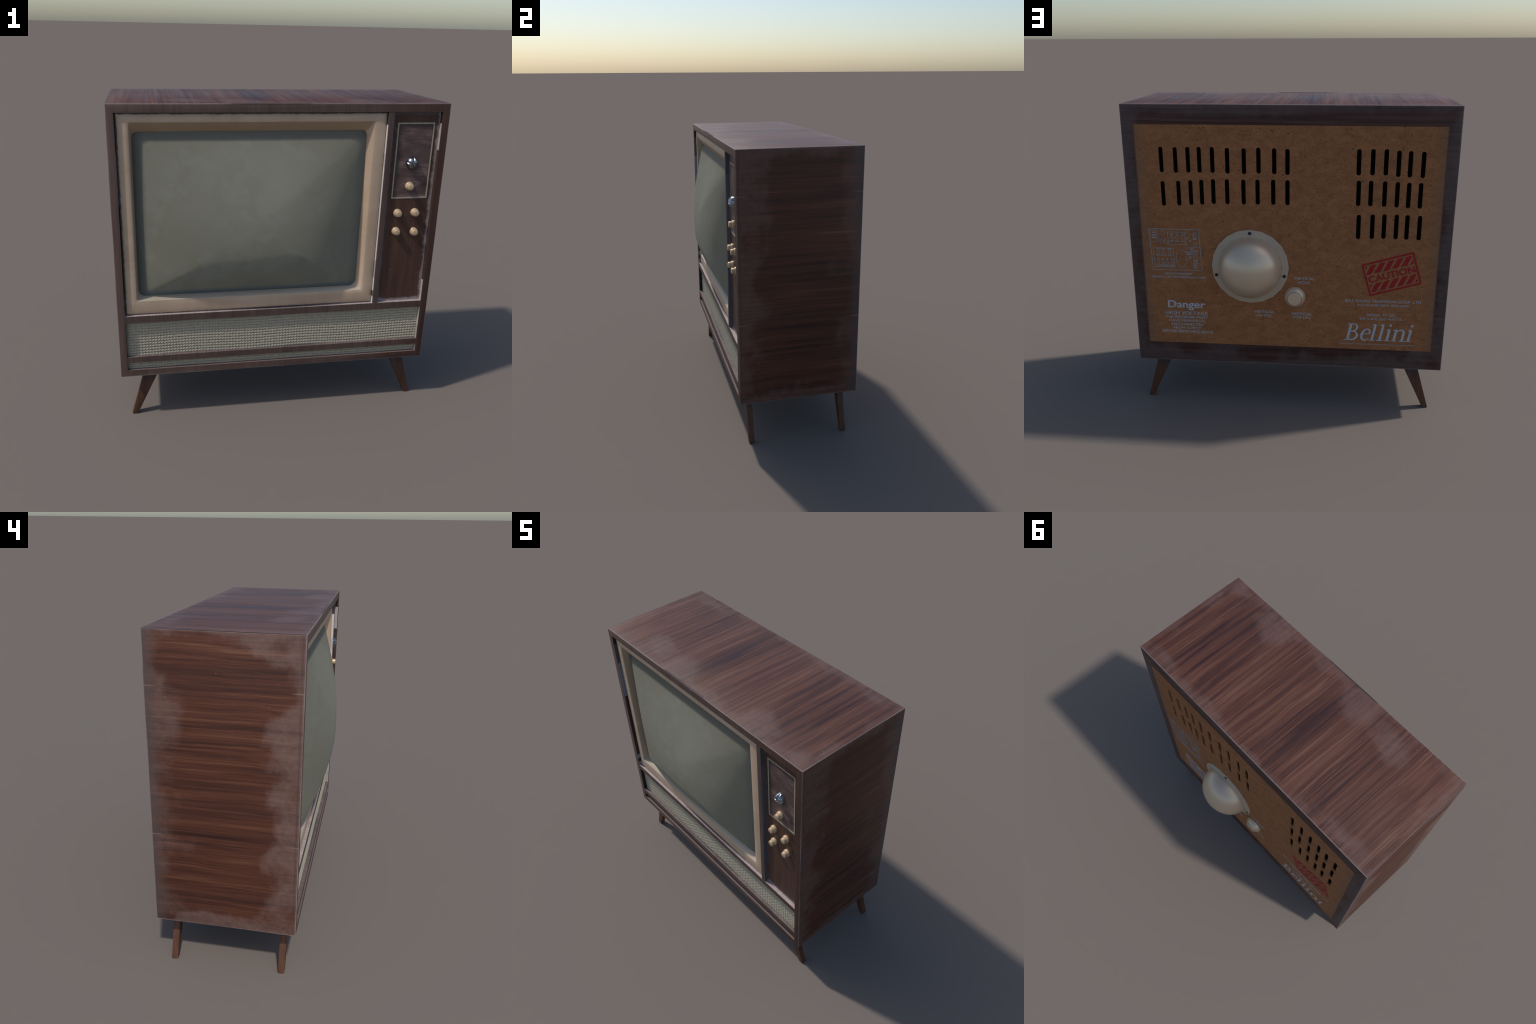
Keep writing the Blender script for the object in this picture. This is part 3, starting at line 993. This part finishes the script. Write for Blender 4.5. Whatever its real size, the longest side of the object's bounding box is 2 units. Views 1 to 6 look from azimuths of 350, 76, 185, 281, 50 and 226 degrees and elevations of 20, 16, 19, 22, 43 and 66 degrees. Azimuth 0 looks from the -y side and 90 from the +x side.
def ribbon_mesh(name, strokes, thick=0.0010):
    """Strokes as thin raised ribbons, each a hair thicker than the one before so none coincide."""
    bm = bmesh.new()
    for si, (pts, wd) in enumerate(strokes):
        L, R = stroke(pts, wd)
        h = thick + 0.00006 * (si % 12)
        v = [[bm.verts.new((p.x, p.y, zz)) for p in side] for side in (L, R) for zz in (0.0, h)]
        lb, lt, rb, rt = v
        for i in range(len(L) - 1):
            bm.faces.new((lt[i], rt[i], rt[i + 1], lt[i + 1]))
            bm.faces.new((lb[i], lt[i], lt[i + 1], lb[i + 1]))
            bm.faces.new((rb[i], rb[i + 1], rt[i + 1], rt[i]))
        for i in (0, -1):
            bm.faces.new((lb[i], rb[i], rt[i], lt[i]))
    return to_mesh(bm, name)


def circle_stroke(cx, cy, rx, ry, w, n=14):
    return ([(cx + rx * math.cos(2 * math.pi * i / n), cy + ry * math.sin(2 * math.pi * i / n)) for i in range(n + 1)], [w] * (n + 1))


# italic serif name, drawn with a broad pen: unit = cap height
TH, HR, SE = 0.135, 0.045, 0.040


def foot(x, w=0.17):
    return ([(x - w, 0.02), (x + w, 0.02)], [SE, SE])


def glyph_l(x):
    return [([(x, 0.02), (x, 0.97)], [TH, TH * 0.95]), ([(x - 0.17, 0.95), (x + 0.03, 1.00)], [SE, 0.07]), foot(x)]


def glyph_i(x):
    return [([(x, 0.02), (x, 0.70)], [TH, TH]), ([(x - 0.16, 0.67), (x + 0.03, 0.72)], [SE, 0.07]), foot(x),
            ([(x + 0.0, 0.90), (x + 0.0, 1.03)], [0.13, 0.13])]


def glyph_n(x):
    return [([(x, 0.02), (x, 0.70)], [TH, TH]), ([(x - 0.16, 0.67), (x + 0.03, 0.72)], [SE, 0.07]), foot(x, 0.15),
            ([(x, 0.52), (x + 0.13, 0.66), (x + 0.29, 0.70), (x + 0.42, 0.58), (x + 0.44, 0.30), (x + 0.44, 0.02)], [0.04, 0.06, 0.09, 0.13, TH, TH]),
            foot(x + 0.44, 0.16)]


def glyph_e(x):
    return [([(x + 0.03, 0.37), (x + 0.40, 0.43)], [HR, HR]),
            ([(x + 0.42, 0.42), (x + 0.38, 0.62), (x + 0.24, 0.70), (x + 0.08, 0.60), (x + 0.0, 0.35), (x + 0.07, 0.10), (x + 0.24, 0.01), (x + 0.45, 0.12)],
             [0.11, 0.10, 0.06, 0.10, 0.14, 0.12, 0.08, 0.03])]


def glyph_B(x):
    return [([(x + 0.10, 0.02), (x + 0.10, 0.98)], [TH, TH]), ([(x - 0.10, 0.02), (x + 0.30, 0.02)], [SE, SE]), ([(x - 0.08, 0.98), (x + 0.32, 0.98)], [SE, SE]),
            ([(x + 0.10, 0.975), (x + 0.34, 0.97), (x + 0.47, 0.80), (x + 0.40, 0.60), (x + 0.12, 0.53)], [0.05, 0.06, 0.13, 0.09, 0.04]),
            ([(x + 0.12, 0.525), (x + 0.40, 0.51), (x + 0.58, 0.29), (x + 0.42, 0.05), (x + 0.10, 0.025)], [0.04, 0.06, 0.145, 0.09, 0.05])]


CAPH = 0.1150
strokes = glyph_B(0.10) + glyph_e(0.92) + glyph_l(1.55) + glyph_l(1.98) + glyph_i(2.38) + glyph_n(2.76) + glyph_i(3.55)
italic = [([((px + 0.20 * py) * CAPH, py * CAPH) for px, py in pts], [w * CAPH for w in wd]) for pts, wd in strokes]
name_me = ribbon_mesh("script_lettering", italic)
name_me.transform(on_back(-0.3640, 0.5155))
add("script_lettering", name_me, M["ink"], BRD)
box("underline", M["ink_line"], -0.8205, -0.3390, YP - 0.0003, YP + 0.0009, 0.4848, 0.4918, parent=BRD)


# red stamp
def clip_band(poly, x0, x1):
    for sgn, lim in ((1, x0), (-1, -x1)):
        out = []
        for i, p in enumerate(poly):
            q = poly[(i + 1) % len(poly)]
            ip, iq = sgn * p[0] >= lim, sgn * q[0] >= lim
            if ip:
                out.append(p)
            if ip != iq:
                t = (sgn * lim - p[0]) / (q[0] - p[0])
                out.append((sgn * lim, p[1] + t * (q[1] - p[1])))
        poly = out
    return poly


SW, SH = 0.1650, 0.1090
parts = [(curve_plate("s", [round_rect(0, 0, SW, SH, 0.010), round_rect(0, 0, SW - 0.0115, SH - 0.0115, 0.005)], 0.001), Matrix.Identity(4))]
for v0, v1, off in ((0.0325, 0.0880, -0.006), (-0.0880, -0.0340, -0.004)):
    lean = (v1 - v0) * 0.86
    for i in range(-1, 6):
        b = -0.150 + off + 0.0560 * i
        poly = clip_band([(b, v0), (b + 0.036, v0), (b + 0.036 + lean, v1), (b + lean, v1)], -0.1460, 0.1460)
        if len(poly) > 2:
            parts.append((curve_plate("s", [poly], 0.001), Matrix.Identity(4)))
cap_me = text_mesh("CAUTION", 0.0440, 0.2900, 0.0, 0.026)
parts.append((cap_me, Matrix.Translation((0, -0.0225, -0.0006))))
stamp = join("caution_stamp", parts)
stamp.transform(Matrix.Translation((-0.6455, YP + 0.0003, 0.9745)) @ BACK @ Matrix.Rotation(math.radians(16.4), 4, "Z"))
add("caution_stamp", stamp, M["red"], BRD)


# valve location diagram: outlines in plain board coordinates (u = -x)
def frame_lines(x0, x1, z0, z1, w, lean=0.0):
    c = [(-x0, z1), (-x1, z1), (-x1 + lean, z0), (-x0 + lean, z0)]
    return [([c[i], c[(i + 1) % 4]], [w, w]) for i in range(4)]


LN = 0.0042
D = []
D += frame_lines(0.872, 0.556, 0.9635, 1.2345, 0.0050, 0.012)
D += frame_lines(0.868, 0.817, 1.151, 1.226, 0.0030, 0.003)
D += frame_lines(0.755, 0.645, 1.134, 1.216, LN, 0.004)
D += frame_lines(0.853, 0.724, 0.983, 1.109, LN, 0.005)
D += [([(-0.640, 1.228), (-0.637, 1.120)], [0.003, 0.003]), ([(-0.637, 1.119), (-0.556, 1.116)], [0.003, 0.003])]
D += [circle_stroke(-0.674, 1.042, 0.033, 0.059, LN, 20)]
for x, z in ((0.784, 1.208), (0.794, 1.153), (0.767, 1.153)):
    D.append(circle_stroke(-x, z, 0.0105, 0.018, 0.0030))
for i in range(3):
    x = 0.731 - 0.036 * i
    D += [circle_stroke(-x, 1.179, 0.008, 0.010, 0.003, 10), ([(-x - 0.013, 1.157), (-x + 0.013, 1.157)], [0.008, 0.008]), ([(-x - 0.006, 1.200), (-x + 0.008, 1.200)], [0.010, 0.010])]
    x = 0.823 - 0.037 * i
    D += [circle_stroke(-x, 1.083, 0.008, 0.011, 0.003, 10), ([(-x - 0.011, 1.103), (-x + 0.008, 1.103)], [0.008, 0.008]),
          ([(-x - 0.012, 1.060), (-x - 0.003, 1.064)], [0.010, 0.008]), ([(-x + 0.004, 1.064), (-x + 0.014, 1.058)], [0.008, 0.010])]
for i in range(4):
    x = 0.823 - 0.029 * i
    D += [circle_stroke(-x, 1.012, 0.0075, 0.010, 0.003, 10), ([(-x - 0.010, 1.034), (-x + 0.006, 1.034)], [0.009, 0.009]), ([(-x - 0.014, 0.993), (-x + 0.012, 0.993)], [0.011, 0.009])]
for i in range(3):
    D.append(([(-0.856, 1.211 - 0.017 * i), (-0.826 + 0.002 * i, 1.211 - 0.017 * i)], [0.010, 0.010]))
D += [circle_stroke(-0.628, 1.195, 0.012, 0.024, 0.003, 12), circle_stroke(-0.583, 1.199, 0.011, 0.019, 0.004, 12), circle_stroke(-0.583, 1.199, 0.005, 0.008, 0.003, 8),
      ([(-0.596, 1.173), (-0.570, 1.173)], [0.010, 0.011]), ([(-0.634, 1.180), (-0.624, 1.180)], [0.008, 0.008]), ([(-0.618, 1.162), (-0.607, 1.160)], [0.012, 0.012]),
      circle_stroke(-0.581, 1.131, 0.010, 0.014, 0.004, 10), ([(-0.582, 1.152), (-0.580, 1.142)], [0.006, 0.006])]
D += frame_lines(0.646, 0.616, 1.088, 1.112, 0.003)
D += [([(-0.640, 1.086), (-0.610, 1.078)], [0.013, 0.013]), ([(-0.638, 1.068), (-0.598, 1.072)], [0.008, 0.008]), ([(-0.624, 1.050), (-0.610, 1.052)], [0.014, 0.014]),
      circle_stroke(-0.602, 1.098, 0.008, 0.012, 0.007, 10), ([(-0.590, 1.094), (-0.562, 1.096)], [0.009, 0.008]), circle_stroke(-0.583, 1.052, 0.011, 0.026, 0.005, 12),
      ([(-0.596, 1.026), (-0.571, 1.026)], [0.011, 0.011]), ([(-0.600, 1.012), (-0.566, 1.012)], [0.006, 0.006]), ([(-0.598, 0.998), (-0.571, 0.998)], [0.014, 0.014]), ([(-0.598, 0.982), (-0.572, 0.982)], [0.013, 0.013])]
dia = ribbon_mesh("valve_diagram", D)
dia.transform(Matrix.Translation((0, YP - 0.0002, 0)) @ BACK)
add("valve_diagram", dia, M["ink_fine"], BRD)
